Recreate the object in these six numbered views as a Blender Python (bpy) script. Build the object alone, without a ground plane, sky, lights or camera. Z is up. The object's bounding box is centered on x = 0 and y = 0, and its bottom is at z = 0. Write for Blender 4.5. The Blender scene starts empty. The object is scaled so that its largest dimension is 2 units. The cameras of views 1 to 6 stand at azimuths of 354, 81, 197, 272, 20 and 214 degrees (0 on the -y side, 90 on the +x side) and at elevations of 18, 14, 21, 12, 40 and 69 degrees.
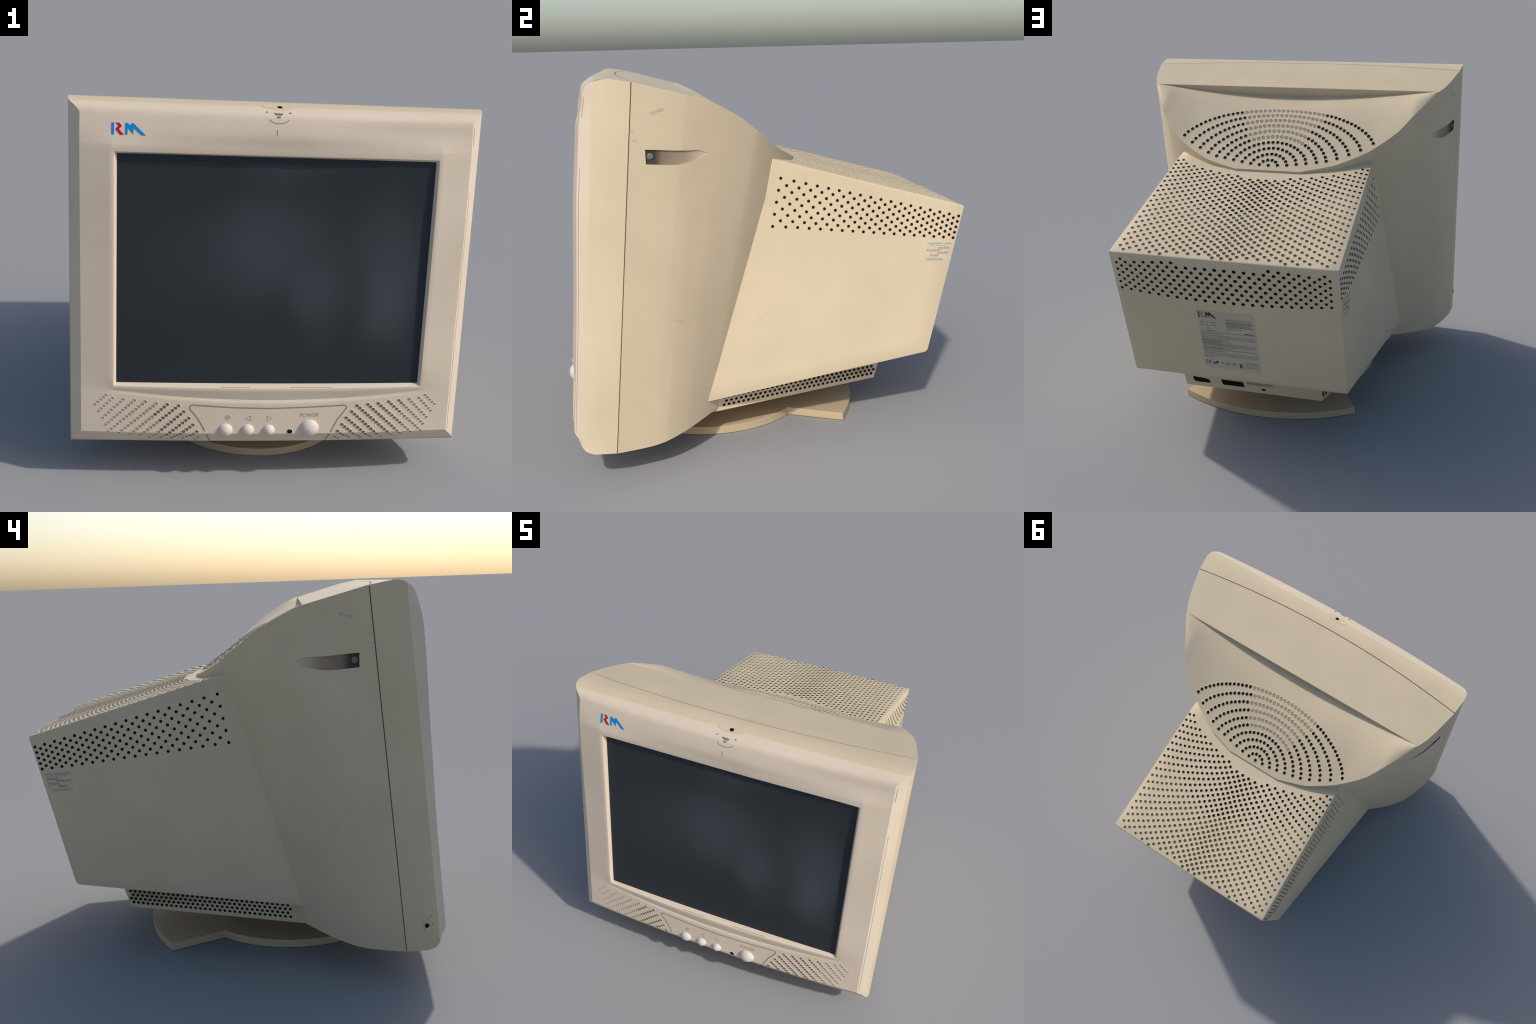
"""Old beige tube computer monitor on a swivel foot, built part by part."""
import bpy, bmesh, math, random
import numpy as np
from mathutils import Vector
from mathutils.bvhtree import BVHTree

rng = random.Random(7)

# ------------------------------------------------------------------ materials
def lin(r, g, b):
    f = lambda c: c / 12.92 if c <= 0.04045 else ((c + 0.055) / 1.055) ** 2.4
    return (f(r / 255), f(g / 255), f(b / 255))


def plastic(name, colour, mottle=0.06, rough=0.62, grain=0.08, spec=0.25, stain=None, stain_amount=0.0):
    m = bpy.data.materials.new(name)
    m.use_nodes = True
    nt = m.node_tree
    n, l = nt.nodes, nt.links
    b = n["Principled BSDF"]
    b.inputs["Roughness"].default_value = rough
    b.inputs["Specular IOR Level"].default_value = spec
    co = n.new("ShaderNodeTexCoord")
    big = n.new("ShaderNodeTexNoise")
    big.inputs["Scale"].default_value = 3.2
    big.inputs["Detail"].default_value = 5
    l.new(co.outputs["Object"], big.inputs["Vector"])
    ramp = n.new("ShaderNodeValToRGB")
    ramp.color_ramp.elements[0].position = 0.3
    ramp.color_ramp.elements[1].position = 0.7
    lo = [c * (1 - mottle) for c in colour]
    hi = [min(1, c * (1 + mottle)) for c in colour]
    ramp.color_ramp.elements[0].color = (lo[0], lo[1] * 1.004, lo[2] * 0.985, 1)
    ramp.color_ramp.elements[1].color = (hi[0], hi[1], hi[2], 1)
    l.new(big.outputs["Fac"], ramp.inputs["Fac"])
    out = ramp.outputs["Color"]
    fine = n.new("ShaderNodeTexNoise")
    fine.inputs["Scale"].default_value = 220
    fine.inputs["Detail"].default_value = 2
    l.new(co.outputs["Object"], fine.inputs["Vector"])
    mix = n.new("ShaderNodeMix")
    mix.data_type = "RGBA"
    mix.blend_type = "MULTIPLY"
    mix.inputs["Factor"].default_value = 0.10
    l.new(out, mix.inputs["A"])
    l.new(fine.outputs["Color"], mix.inputs["B"])
    grey = n.new("ShaderNodeMapRange")
    grey.inputs["To Min"].default_value = 0.55
    grey.inputs["To Max"].default_value = 1.45
    l.new(fine.outputs["Fac"], grey.inputs["Value"])
    l.new(grey.outputs["Result"], mix.inputs["B"])
    out = mix.outputs["Result"]
    if stain:
        sn = n.new("ShaderNodeTexNoise")
        sn.inputs["Scale"].default_value = 9
        sn.inputs["Detail"].default_value = 6
        sn.inputs["Roughness"].default_value = 0.7
        l.new(co.outputs["Object"], sn.inputs["Vector"])
        sr = n.new("ShaderNodeMapRange")
        sr.inputs["From Min"].default_value = 0.62
        sr.inputs["From Max"].default_value = 0.78
        sr.inputs["To Max"].default_value = stain_amount
        l.new(sn.outputs["Fac"], sr.inputs["Value"])
        sm = n.new("ShaderNodeMix")
        sm.data_type = "RGBA"
        sm.inputs["B"].default_value = (*stain, 1)
        l.new(sr.outputs["Result"], sm.inputs["Factor"])
        l.new(out, sm.inputs["A"])
        out = sm.outputs["Result"]
    l.new(out, b.inputs["Base Color"])
    if grain:
        bump = n.new("ShaderNodeBump")
        bump.inputs["Strength"].default_value = grain
        bump.inputs["Distance"].default_value = 0.002
        l.new(fine.outputs["Fac"], bump.inputs["Height"])
        l.new(bump.outputs["Normal"], b.inputs["Normal"])
    return m


BEIGE = (0.625, 0.510, 0.350)
M_BODY = plastic("aged_beige_plastic", BEIGE, 0.040, stain=(0.40, 0.34, 0.25), stain_amount=0.22)
M_BEZEL = plastic("bezel_beige_plastic", (0.685, 0.568, 0.440), 0.04, stain=(0.42, 0.36, 0.27), stain_amount=0.15)
M_FOOT = plastic("foot_tan_plastic", (0.515, 0.395, 0.258), 0.03)
M_HOLE = plastic("dark_opening", (0.012, 0.012, 0.011), 0.1, rough=0.9, grain=0, spec=0.05)
M_BLIND = plastic("blind_dimple_brown", (0.36, 0.285, 0.20), 0.1, rough=0.8, grain=0, spec=0.1)
M_OLIVE = plastic("dim_vent_brown", (0.085, 0.072, 0.042), 0.1, rough=0.9, grain=0, spec=0.05)
M_GROOVE = plastic("groove_brown", (0.235, 0.195, 0.145), 0.08, rough=0.9, grain=0, spec=0.1)
M_LIP = plastic("screen_lip_beige", (0.70, 0.58, 0.45), 0.03)
M_BUTTON = plastic("button_cream_plastic", (0.67, 0.585, 0.51), 0.02, rough=0.5, grain=0)
M_BLUE = plastic("logo_blue_paint", lin(0, 132, 206), 0.05, rough=0.5, grain=0)
M_RED = plastic("logo_red_paint", lin(186, 8, 32), 0.05, rough=0.5, grain=0)
M_INK = plastic("grey_print_ink", (0.42, 0.36, 0.285), 0.05, rough=0.8, grain=0)
M_LABEL = plastic("silver_label_film", (0.515, 0.44, 0.335), 0.04, rough=0.5, grain=0)
M_LABEL_INK = plastic("label_black_ink", (0.06, 0.055, 0.05), 0.05, rough=0.7, grain=0)
M_LABEL_GREY = plastic("label_grey_ink", (0.30, 0.26, 0.21), 0.08, rough=0.7, grain=0)
M_STICKER = plastic("white_sticker_paper", (0.60, 0.50, 0.375), 0.04, rough=0.7, grain=0)
M_TEAL = plastic("sticker_teal_ink", (0.30, 0.385, 0.285), 0.1, rough=0.7, grain=0)
M_MAROON = plastic("sticker_dark_ink", (0.36, 0.27, 0.205), 0.1, rough=0.7, grain=0)
M_SLOT = plastic("slot_painted_shade", (0.5, 0.4, 0.27), 0.04)
M_SCUFF = plastic("rubbed_grey_mark", (0.50, 0.415, 0.30), 0.05, grain=0)
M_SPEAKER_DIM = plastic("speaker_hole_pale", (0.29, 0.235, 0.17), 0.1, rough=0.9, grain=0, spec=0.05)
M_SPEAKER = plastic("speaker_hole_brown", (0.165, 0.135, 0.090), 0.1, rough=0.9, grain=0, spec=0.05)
M_STEEL = plastic("screw_steel", (0.17, 0.155, 0.14), 0.05, rough=0.35, grain=0, spec=0.6)


def paint_slot_shade():
    """The grip slot: shadow painted along it, near-black in front, easing to body colour."""
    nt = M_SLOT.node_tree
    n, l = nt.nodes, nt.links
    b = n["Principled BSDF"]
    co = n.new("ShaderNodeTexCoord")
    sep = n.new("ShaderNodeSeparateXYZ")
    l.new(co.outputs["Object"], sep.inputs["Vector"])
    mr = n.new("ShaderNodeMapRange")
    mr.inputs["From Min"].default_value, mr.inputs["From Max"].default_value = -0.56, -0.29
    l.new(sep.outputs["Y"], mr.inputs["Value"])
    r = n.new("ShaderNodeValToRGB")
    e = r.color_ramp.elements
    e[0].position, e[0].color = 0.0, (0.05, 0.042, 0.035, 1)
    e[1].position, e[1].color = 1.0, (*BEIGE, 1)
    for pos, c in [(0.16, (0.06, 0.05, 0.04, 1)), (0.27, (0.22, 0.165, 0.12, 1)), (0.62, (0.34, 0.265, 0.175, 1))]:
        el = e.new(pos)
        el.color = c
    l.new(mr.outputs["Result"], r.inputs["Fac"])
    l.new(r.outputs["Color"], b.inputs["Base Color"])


paint_slot_shade()


def screen_material():
    m = bpy.data.materials.new("dark_tube_glass")
    m.use_nodes = True
    nt = m.node_tree
    n, l = nt.nodes, nt.links
    b = n["Principled BSDF"]
    b.inputs["Roughness"].default_value = 0.42
    b.inputs["Specular IOR Level"].default_value = 0.22
    co = n.new("ShaderNodeTexCoord")
    # reflections painted into the glass colour: soft pale patches, mostly right, blurred by noise
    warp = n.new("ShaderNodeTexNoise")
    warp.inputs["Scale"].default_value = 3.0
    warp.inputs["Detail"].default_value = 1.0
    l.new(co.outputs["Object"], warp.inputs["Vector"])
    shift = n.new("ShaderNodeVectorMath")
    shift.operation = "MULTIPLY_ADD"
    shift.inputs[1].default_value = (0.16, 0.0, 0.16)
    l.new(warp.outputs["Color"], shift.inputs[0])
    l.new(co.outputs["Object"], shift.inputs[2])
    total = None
    for cx, cz, sx, sz, gain in PAINTED_REFLECTIONS:
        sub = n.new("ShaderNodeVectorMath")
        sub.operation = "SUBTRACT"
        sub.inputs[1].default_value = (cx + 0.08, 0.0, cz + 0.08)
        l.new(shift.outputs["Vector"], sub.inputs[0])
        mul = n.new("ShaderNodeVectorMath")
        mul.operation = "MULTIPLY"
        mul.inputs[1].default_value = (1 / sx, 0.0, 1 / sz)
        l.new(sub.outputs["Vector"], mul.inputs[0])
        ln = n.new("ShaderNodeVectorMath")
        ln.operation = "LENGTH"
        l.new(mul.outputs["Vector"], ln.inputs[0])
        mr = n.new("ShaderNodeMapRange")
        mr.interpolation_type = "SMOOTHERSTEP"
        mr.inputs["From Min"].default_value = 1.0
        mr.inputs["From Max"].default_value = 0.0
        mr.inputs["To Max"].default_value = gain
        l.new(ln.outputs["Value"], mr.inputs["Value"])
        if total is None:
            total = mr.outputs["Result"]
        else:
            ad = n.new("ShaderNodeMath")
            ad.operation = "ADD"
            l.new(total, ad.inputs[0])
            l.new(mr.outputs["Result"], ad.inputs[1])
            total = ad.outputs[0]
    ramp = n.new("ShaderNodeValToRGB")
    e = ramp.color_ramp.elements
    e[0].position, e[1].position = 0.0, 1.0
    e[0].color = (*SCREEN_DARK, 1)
    e[1].color = (*SCREEN_REFLECTION, 1)
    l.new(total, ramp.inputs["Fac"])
    # uncoated bluish border along the top and the right of the tube face
    sep = n.new("ShaderNodeSeparateXYZ")
    l.new(co.outputs["Object"], sep.inputs["Vector"])
    gx = n.new("ShaderNodeMapRange")
    gx.inputs["From Min"].default_value, gx.inputs["From Max"].default_value = 0.684, 0.692
    l.new(sep.outputs["X"], gx.inputs["Value"])
    gz = n.new("ShaderNodeMapRange")
    gz.inputs["From Min"].default_value, gz.inputs["From Max"].default_value = 1.549, 1.556
    l.new(sep.outputs["Z"], gz.inputs["Value"])
    mx = n.new("ShaderNodeMath")
    mx.operation = "MAXIMUM"
    l.new(gx.outputs["Result"], mx.inputs[0])
    l.new(gz.outputs["Result"], mx.inputs[1])
    mix = n.new("ShaderNodeMix")
    mix.data_type = "RGBA"
    mix.inputs["B"].default_value = (0.021, 0.027, 0.039, 1)
    l.new(mx.outputs[0], mix.inputs["Factor"])
    l.new(ramp.outputs["Color"], mix.inputs["A"])
    l.new(mix.outputs["Result"], b.inputs["Base Color"])
    return m


SCREEN_DARK = (0.0235, 0.0295, 0.0345)
SCREEN_REFLECTION = (0.090, 0.100, 0.112)
# x, z, half width, half height and strength of each painted reflection
PAINTED_REFLECTIONS = [(0.02, 1.16, 0.50, 0.46, 0.30), (0.55, 1.05, 0.32, 0.56, 0.38), (0.22, 0.90, 0.20, 0.30, 0.30), (0.55, 0.88, 0.24, 0.30, 0.16), (0.02, 1.62, 0.30, 0.22, 0.25), (-0.3, 1.1, 0.6, 0.4, 0.12)]
M_SCREEN = screen_material()

# ------------------------------------------------------------------ helpers
COLL = bpy.context.scene.collection


def make(name, verts, faces, mat, parent=None, smooth=40, mats=None, face_mats=None):
    me = bpy.data.meshes.new(name)
    me.from_pydata([tuple(v) for v in verts], [], faces)
    for m in (mats or [mat]):
        me.materials.append(m)
    if face_mats:
        for p, k in zip(me.polygons, face_mats):
            p.material_index = k
    finish(me, smooth)
    ob = bpy.data.objects.new(name, me)
    COLL.objects.link(ob)
    if parent:
        ob.parent = parent
    return ob


def finish(me, smooth, weld=0.00002):
    bm = bmesh.new()
    bm.from_mesh(me)
    bmesh.ops.remove_doubles(bm, verts=bm.verts, dist=weld)
    bmesh.ops.dissolve_degenerate(bm, edges=bm.edges, dist=1e-6)
    bmesh.ops.recalc_face_normals(bm, faces=bm.faces)
    bm.to_mesh(me)
    bm.free()
    if smooth:
        for p in me.polygons:
            p.use_smooth = True
        me.set_sharp_from_angle(angle=math.radians(smooth))
    me.update()


def grid_faces(nr, nc, off=0, skip=None):
    out = []
    for r in range(nr - 1):
        for c in range(nc - 1):
            if skip and skip(r, c):
                continue
            a = off + r * nc + c
            out.append((a, a + 1, a + nc + 1, a + nc))
    return out


class Soup:
    """Collects vertices and faces of one mesh."""

    def __init__(self):
        self.v, self.f, self.m = [], [], []

    def grid(self, rows, mat=0):
        nc = len(rows[0])
        off = len(self.v)
        for r in rows:
            self.v += [tuple(p) for p in r]
        fs = grid_faces(len(rows), nc, off)
        self.f += fs
        self.m += [mat] * len(fs)

    def poly(self, pts, mat=0):
        off = len(self.v)
        self.v += [tuple(p) for p in pts]
        self.f.append(tuple(range(off, off + len(pts))))
        self.m.append(mat)


def bvh_of(ob):
    me = ob.data
    return BVHTree.FromPolygons([v.co.copy() for v in me.vertices], [tuple(p.vertices) for p in me.polygons])


def cast(bvh, o, d):
    loc, nor, _, _ = bvh.ray_cast(Vector(o), Vector(d).normalized())
    if loc is None:
        return None
    if nor.dot(Vector(d)) > 0:
        nor = -nor
    return loc, nor


def basis(nor, hint):
    t = hint - nor * hint.dot(nor)
    t.normalize()
    return t, nor.cross(t)


def hole_disc(s, loc, nor, hint, ra, rb, mat_in, rim=True, seg=10):
    """A small opening: raised body-coloured collar round a dark floor, sunk into the collar."""
    t, w = basis(nor, hint)
    off = len(s.v)
    rings = [(1.38, 0.0001), (1.06, 0.0022), (0.96, 0.0009)] if rim else [(1.0, 0.0006), (0.9, 0.0008)]
    for k, h in rings:
        for i in range(seg):
            a = 2 * math.pi * i / seg
            s.v.append(tuple(loc + t * (ra * k * math.cos(a)) + w * (rb * k * math.sin(a)) + nor * h))
    for r in range(len(rings) - 1):
        for i in range(seg):
            j = (i + 1) % seg
            s.f.append((off + r * seg + i, off + r * seg + j, off + (r + 1) * seg + j, off + (r + 1) * seg + i))
            s.m.append(0 if (rim and r == 0) else mat_in)
    s.f.append(tuple(off + (len(rings) - 1) * seg + i for i in range(seg)))
    s.m.append(mat_in)


def ribbon(s, bvh, pts2, to_ray, width, lift=0.0008, mat=0, step=0.02, closed=False):
    """A thin line laid on a surface, following 2-D points mapped to rays."""
    pts = []
    src = pts2 + ([pts2[0]] if closed else [])
    for (a0, b0), (a1, b1) in zip(src, src[1:]):
        n = max(1, int(math.hypot(a1 - a0, b1 - b0) / step))
        for i in range(n):
            pts.append((a0 + (a1 - a0) * i / n, b0 + (b1 - b0) * i / n))
    pts.append(src[-1])
    hits = [h for h in (cast(bvh, *to_ray(*p)) for p in pts) if h]
    rows = []
    for i, (loc, nor) in enumerate(hits):
        d = hits[min(i + 1, len(hits) - 1)][0] - hits[max(i - 1, 0)][0]
        side = d.cross(nor)
        if side.length < 1e-9:
            continue
        side.normalize()
        rows.append([loc - side * width / 2 + nor * lift * 0.2, loc - side * width * 0.4 + nor * lift,
                     loc + side * width * 0.4 + nor * lift, loc + side * width / 2 + nor * lift * 0.2])
    if len(rows) > 1:
        s.grid(rows, mat)


def plate(s, bvh, poly2, to_ray, lift=0.0015, mat=0):
    """A flat printed or stuck-on shape with a little thickness, laid on a surface."""
    hits = [cast(bvh, *to_ray(*p)) for p in poly2]
    if any(h is None for h in hits):
        return
    top = [h[0] + h[1] * lift for h in hits]
    low = [h[0] - h[1] * 0.002 for h in hits]
    s.poly(top, mat)
    n = len(top)
    for i in range(n):
        j = (i + 1) % n
        s.poly([low[i], low[j], top[j], top[i]], mat)


def lerp(a, b, t):
    return a + (b - a) * t


front_ray = lambda x, z: ((x, -2.0, z), (0, 1, 0))
top_ray = lambda x, y: ((x, y, 3.0), (0, 0, -1))
back_ray = lambda x, z: ((x, 2.5, z), (0, -1, 0))

# ------------------------------------------------------------------ root
root = bpy.data.objects.new("computer_monitor", None)
root.empty_display_size = 0.3
COLL.objects.link(root)
root["label"] = "old beige tube computer monitor on a round swivel foot"
root["category"] = "computer monitor"

# ------------------------------------------------------------------ shared profile of the front case
BOW = 0.035                       # the whole front bulges forward in the middle


def seam_y(u):
    return -0.667 + 0.070 * u * u


def top_z(y):
    return float(np.interp(y, [-0.80, -0.757, -0.728, -0.697, -0.573, -0.379, -0.323], [1.775, 1.804, 1.816, 1.817, 1.795, 1.740, 1.724]))


def front_y(z):
    return float(np.interp(z, [0.204, 0.259, 0.35, 0.431, 0.773, 1.10, 1.335, 1.45, 1.55, 1.63, 1.68, 1.72, 1.760, 1.80], [-0.913, -0.945, -0.9365, -0.928, -0.897, -0.8735, -0.857, -0.850, -0.843, -0.835, -0.8255, -0.8145, -0.802, -0.775]))


OPEN_X, OPEN_LO, OPEN_HI = 0.751, 0.482, 1.607
GLASS_X, GLASS_LO, GLASS_HI = 0.731, 0.504, 1.587


def arc_z(x):
    return 0.427 + 0.042 * (x / 0.75) ** 2


def relief(x, z):
    """Swelling under the screen that ends in a curved ledge."""
    za = arc_z(x)
    if z > OPEN_LO + 0.004 or abs(x) > 0.76:
        return 0.0
    room = OPEN_LO - za
    if room <= 0.004:
        return 0.0
    k = min(1.0, room / 0.05)
    if z >= za:
        t = (OPEN_LO - z) / room
        return 0.014 * k * t - 0.007 * k
    t = (za - z) / 0.020
    return 0.007 * k * max(0.0, 1 - t) ** 2


def bow(u, z):
    """How far the front swells forward: a full curve above and below, flat round the screen."""
    par = BOW * (1 - u * u)
    flat = 0.021 * min(1.0, (1 - abs(u)) / 0.161)
    hi = min(1.0, max(0.0, (z - 1.615) / 0.085))
    lo = min(1.0, max(0.0, (0.560 - z) / 0.090))
    k = max(hi * hi * (3 - 2 * hi), lo * lo * (3 - 2 * lo))
    return lerp(flat, par, k)


def front_point(x, z):
    u = x / 0.895
    step = lambda v, a, b: min(1.0, max(0.0, (v - a) / (b - a)))
    flat = 0.010 * step(x, 0.15, 0.6) * step(z, 1.30, 1.55) * step(1.76, z, z + 0.05)   # upper right sits a little back
    return (x, front_y(z) - bow(u, z) + relief(x, z) + flat, z)


# --- front bezel
us = sorted(set([round(x, 4) for x in np.linspace(-0.895, 0.895, 112)] + [-OPEN_X, OPEN_X]))
zs = sorted(set([round(z, 4) for z in np.linspace(0.259, OPEN_LO, 58)] + [round(z, 4) for z in np.linspace(OPEN_LO, OPEN_HI, 26)]
                + [round(z, 4) for z in np.linspace(OPEN_HI, 1.760, 8)] + [1.631, 1.66]), reverse=True)
uu = [x / 0.895 for x in us]
top_rows = []
for y, z, w, b in [(None, None, 0.948, 0), (-0.697, 1.817, 0.956, 0.0), (-0.728, 1.816, 0.953, 0.05), (-0.745, 1.8105, 0.950, 0.15),
                   (-0.757, 1.804, 0.945, 0.28), (-0.772, 1.7955, 0.932, 0.55), (-0.785, 1.786, 0.918, 0.9), (-0.795, 1.774, 0.905, 1)]:
    row = []
    for u in uu:
        if y is None:
            yy = seam_y(u) - 0.0045
            row.append((u * w, yy, top_z(yy)))
        else:
            row.append((u * w, y - BOW * b * (1 - u * u), z))
    top_rows.append(row)
front_rows = [[front_point(x, z) for x in us] for z in zs]
low_rows = []
for y, z, w, b in [(-0.938, 0.246, 0.905, 1), (-0.928, 0.235, 0.915, 1), (-0.911, 0.202, 0.945, 1.0), (-0.900, 0.189, 0.950, 0.75), (-0.887, 0.179, 0.953, 0.5),
                   (-0.859, 0.168, 0.956, 0.1), (-0.758 - 0.004, 0.158, 0.9445, 0)]:
    low_rows.append([(u * w, y - BOW * b * (1 - u * u), z) for u in uu])
rows = top_rows + front_rows + low_rows
nc = len(us)
r_first = len(top_rows)


def in_opening(r, c):
    k = r - r_first
    if k < 0 or k >= len(zs) - 1:
        return False
    return zs[k] <= OPEN_HI + 1e-6 and zs[k + 1] >= OPEN_LO - 1e-6 and us[c] >= -OPEN_X - 1e-6 and us[c + 1] <= OPEN_X + 1e-6


s = Soup()
for r in rows:
    s.v += r
s.f = grid_faces(len(rows), nc, 0, in_opening)
s.m = [3 if (f[0] // nc < 4 or f[0] // nc >= len(top_rows) + len(zs) + 2) else 0 for f in s.f]
# bevelled side strips and flat flanks
i_rim, i_rim_low = 4, len(top_rows) + len(zs) + 2
i_p1, i_p1_low = 1, len(rows) - 2
for sg in (-1, 1):
    col = 0 if sg < 0 else nc - 1
    ends = [Vector(rows[r][col]) for r in range(i_rim, i_rim_low + 1)]
    a, b = ends[0], ends[-1]
    rim = []
    for p in ends:
        t = (a.z - p.z) / (a.z - b.z)
        rim.append(a.lerp(b, t))
    s.grid([[p, q] for p, q in zip(ends, rim)])
    p1a, p1b = Vector(rows[i_p1][col]), Vector(rows[i_p1_low][col])
    sea, seb = Vector(rows[0][col]), Vector(rows[-1][col])
    s.grid([[q, p1a.lerp(p1b, (a.z - q.z) / (a.z - b.z)), sea.lerp(seb, (a.z - q.z) / (a.z - b.z))] for q in rim], 3)
    s.poly([rows[4][col], rows[3][col], rows[2][col], rows[1][col]], 3)
    k = i_rim_low
    s.poly([rows[k][col], rows[k + 1][col], rows[k + 2][col], rows[k + 3][col]], 3)
# floor of the seam, just below the surface
def seam_ring(k, dy):
    t = [(p[0] * (1 - k / 0.95), p[1] + dy, p[2] - k) for p in rows[0]]
    b_ = [(p[0] * (1 - k / 0.95), p[1] + dy, p[2] + k) for p in rows[-1]]
    return t + b_[::-1] + [t[0]]


s.grid([seam_ring(0, 0), seam_ring(0.007, 0), seam_ring(0.007, 0.014)], 2)
# sloping lip round the screen: outer edge follows the bowed front, inner edge meets the glass
def glass_edge_y(z):
    return lerp(-0.924, -0.836, (z - GLASS_LO) / (GLASS_HI - GLASS_LO))


def glass_bulge(z):
    return lerp(0.012, -0.003, min(1, max(0, (z - GLASS_LO) / (GLASS_HI - GLASS_LO))))


def lip_loop():
    xs = [x for x in us if -OPEN_X - 1e-6 <= x <= OPEN_X + 1e-6]
    zz = [z for z in zs if OPEN_LO - 1e-6 <= z <= OPEN_HI + 1e-6]
    loop = [(x, OPEN_HI) for x in xs] + [(OPEN_X, z) for z in zz[1:]] + [(x, OPEN_LO) for x in xs[::-1][1:]] + [(-OPEN_X, z) for z in zz[::-1][1:]]
    return loop


outer, mid, inner, deep = [], [], [], []
for x, z in lip_loop():
    xi = x * GLASS_X / OPEN_X
    zi = lerp(GLASS_LO, GLASS_HI, (z - OPEN_LO) / (OPEN_HI - OPEN_LO))
    po = Vector(front_point(x, z))
    bulge = glass_bulge(zi) * (1 - (xi / GLASS_X) ** 2)
    pi = Vector((xi, glass_edge_y(zi) - bulge, zi))
    pm = po.lerp(pi, 0.45)
    pm.y = po.y + 0.10 * (pi.y - po.y) - 0.001
    outer.append(po)
    mid.append(pm)
    inner.append(pi)
    deep.append(pi + Vector((0, 0.03, 0)))
s.grid([outer, mid, inner, deep], 1)
bezel = make("front_bezel", s.v, s.f, None, root, smooth=27, mats=[M_BEZEL, M_LIP, M_GROOVE, M_BODY], face_mats=s.m)
bez = bvh_of(bezel)

# --- screen
rows = []
N = 40
for i in range(N + 1):
    z = lerp(GLASS_LO - 0.012, GLASS_HI + 0.012, i / N)
    row = []
    for j in range(N + 1):
        x = lerp(-GLASS_X - 0.012, GLASS_X + 0.012, j / N)
        v = (z - GLASS_LO) / (GLASS_HI - GLASS_LO) * 2 - 1
        row.append((x, glass_edge_y(z) + 0.004 - glass_bulge(z) * (1 - (x / GLASS_X) ** 2), z))
    rows.append(row)
s = Soup()
s.grid(rows)
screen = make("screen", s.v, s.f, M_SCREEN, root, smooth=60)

# ------------------------------------------------------------------ rear cover (hood)
# matching corners of the upper and lower outline, from the seam round to the tip
TOP = [(0.948, -0.597, 1.7995), (0.890, -0.379, 1.740), (0.863, -0.323, 1.724), (0.797, -0.205, 1.669), (0.750, -0.130, 1.627),
       (0.681, -0.037, 1.553), (0.541, 0.073, 1.463), (0.368, 0.167, 1.401), (0.186, 0.220, 1.370)]
LOW = [(0.9445, -0.758, 0.1575), (0.888, -0.589, 0.152), (0.865, -0.535, 0.156), (0.801, -0.442, 0.169), (0.740, -0.375, 0.180),
       (0.675, -0.311, 0.191), (0.540, -0.200, 0.207), (0.370, -0.108, 0.220), (0.187, -0.055, 0.228)]


def half_outline(pts, sub):
    """Smooth curve through the corners; the last corner, at the straight tip, stays sharp."""
    q = [Vector(p) for p in pts]
    d = [(b - a).length for a, b in zip(q, q[1:])]
    slope = [(b - a) / l for a, b, l in zip(q, q[1:], d)]
    tan = [slope[0] * 1.1 - slope[1] * 0.1]
    for i in range(1, len(q) - 1):
        tan.append((slope[i - 1] * d[i] + slope[i] * d[i - 1]) / (d[i - 1] + d[i]))
    tan.append(slope[-1])
    out = []
    for i in range(len(q) - 1):
        for k in range(sub):
            t = k / sub
            chord = q[i].lerp(q[i + 1], t)
            out.append(chord * 0.4 + 0.6 * (q[i] * (2 * t ** 3 - 3 * t * t + 1) + tan[i] * d[i] * (t ** 3 - 2 * t * t + t)
                       + q[i + 1] * (3 * t * t - 2 * t ** 3) + tan[i + 1] * d[i] * (t ** 3 - t * t)))
    out.append(Vector(pts[-1]))
    return out


SUB = 6
TX = TOP[2][0]
tr, lr = half_outline(TOP, SUB), half_outline(LOW, SUB)
mirror = lambda p: Vector((-p.x, p.y, p.z))
NT = 16                                             # pieces across the straight tip
across = lambda p: [p.lerp(mirror(p), k / NT) for k in range(1, NT)]
top_loop = tr + across(tr[-1]) + [mirror(p) for p in tr[::-1]]
low_loop = lr + across(lr[-1]) + [mirror(p) for p in lr[::-1]]
s = Soup()
NV = 10
s.grid([[a.lerp(b, k / NV) for a, b in zip(top_loop, low_loop)] for k in range(NV + 1)])
# columns of the roof: one through every rear outline corner
NR = 2 * SUB
outl = tr[NR:]
ux = [p.x / TX for p in outl]
ucols = [-u for u in ux] + [lerp(-ux[-1], ux[-1], k / NT) for k in range(1, NT)] + ux[::-1]
rear_edge = [mirror(p) for p in outl] + [mirror(p) for p in across(outl[-1])] + outl[::-1]
# front roof panel, from the seam to the crease
roof = []
for k in range(NR + 1):
    pe = tr[k]
    row = []
    for u in ucols:
        t = k / NR
        y = pe.y + (seam_y(u) - seam_y(1)) * (1 - t) ** 1.2
        z = pe.z + top_z(y) - top_z(pe.y)
        row.append((u * pe.x, y, z))
    roof.append(row)
s.grid(roof)
# the finger groove: undercut wall and floor, deepest in the middle


def groove(u):
    k = max(0.0, 1 - u * u) ** 1.2
    return Vector((u * TX, -0.323 - 0.020 * k, 1.724 - 0.058 * k)), Vector((u * TX, -0.323 + 0.023 * k, 1.724 - 0.068 * k))


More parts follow.
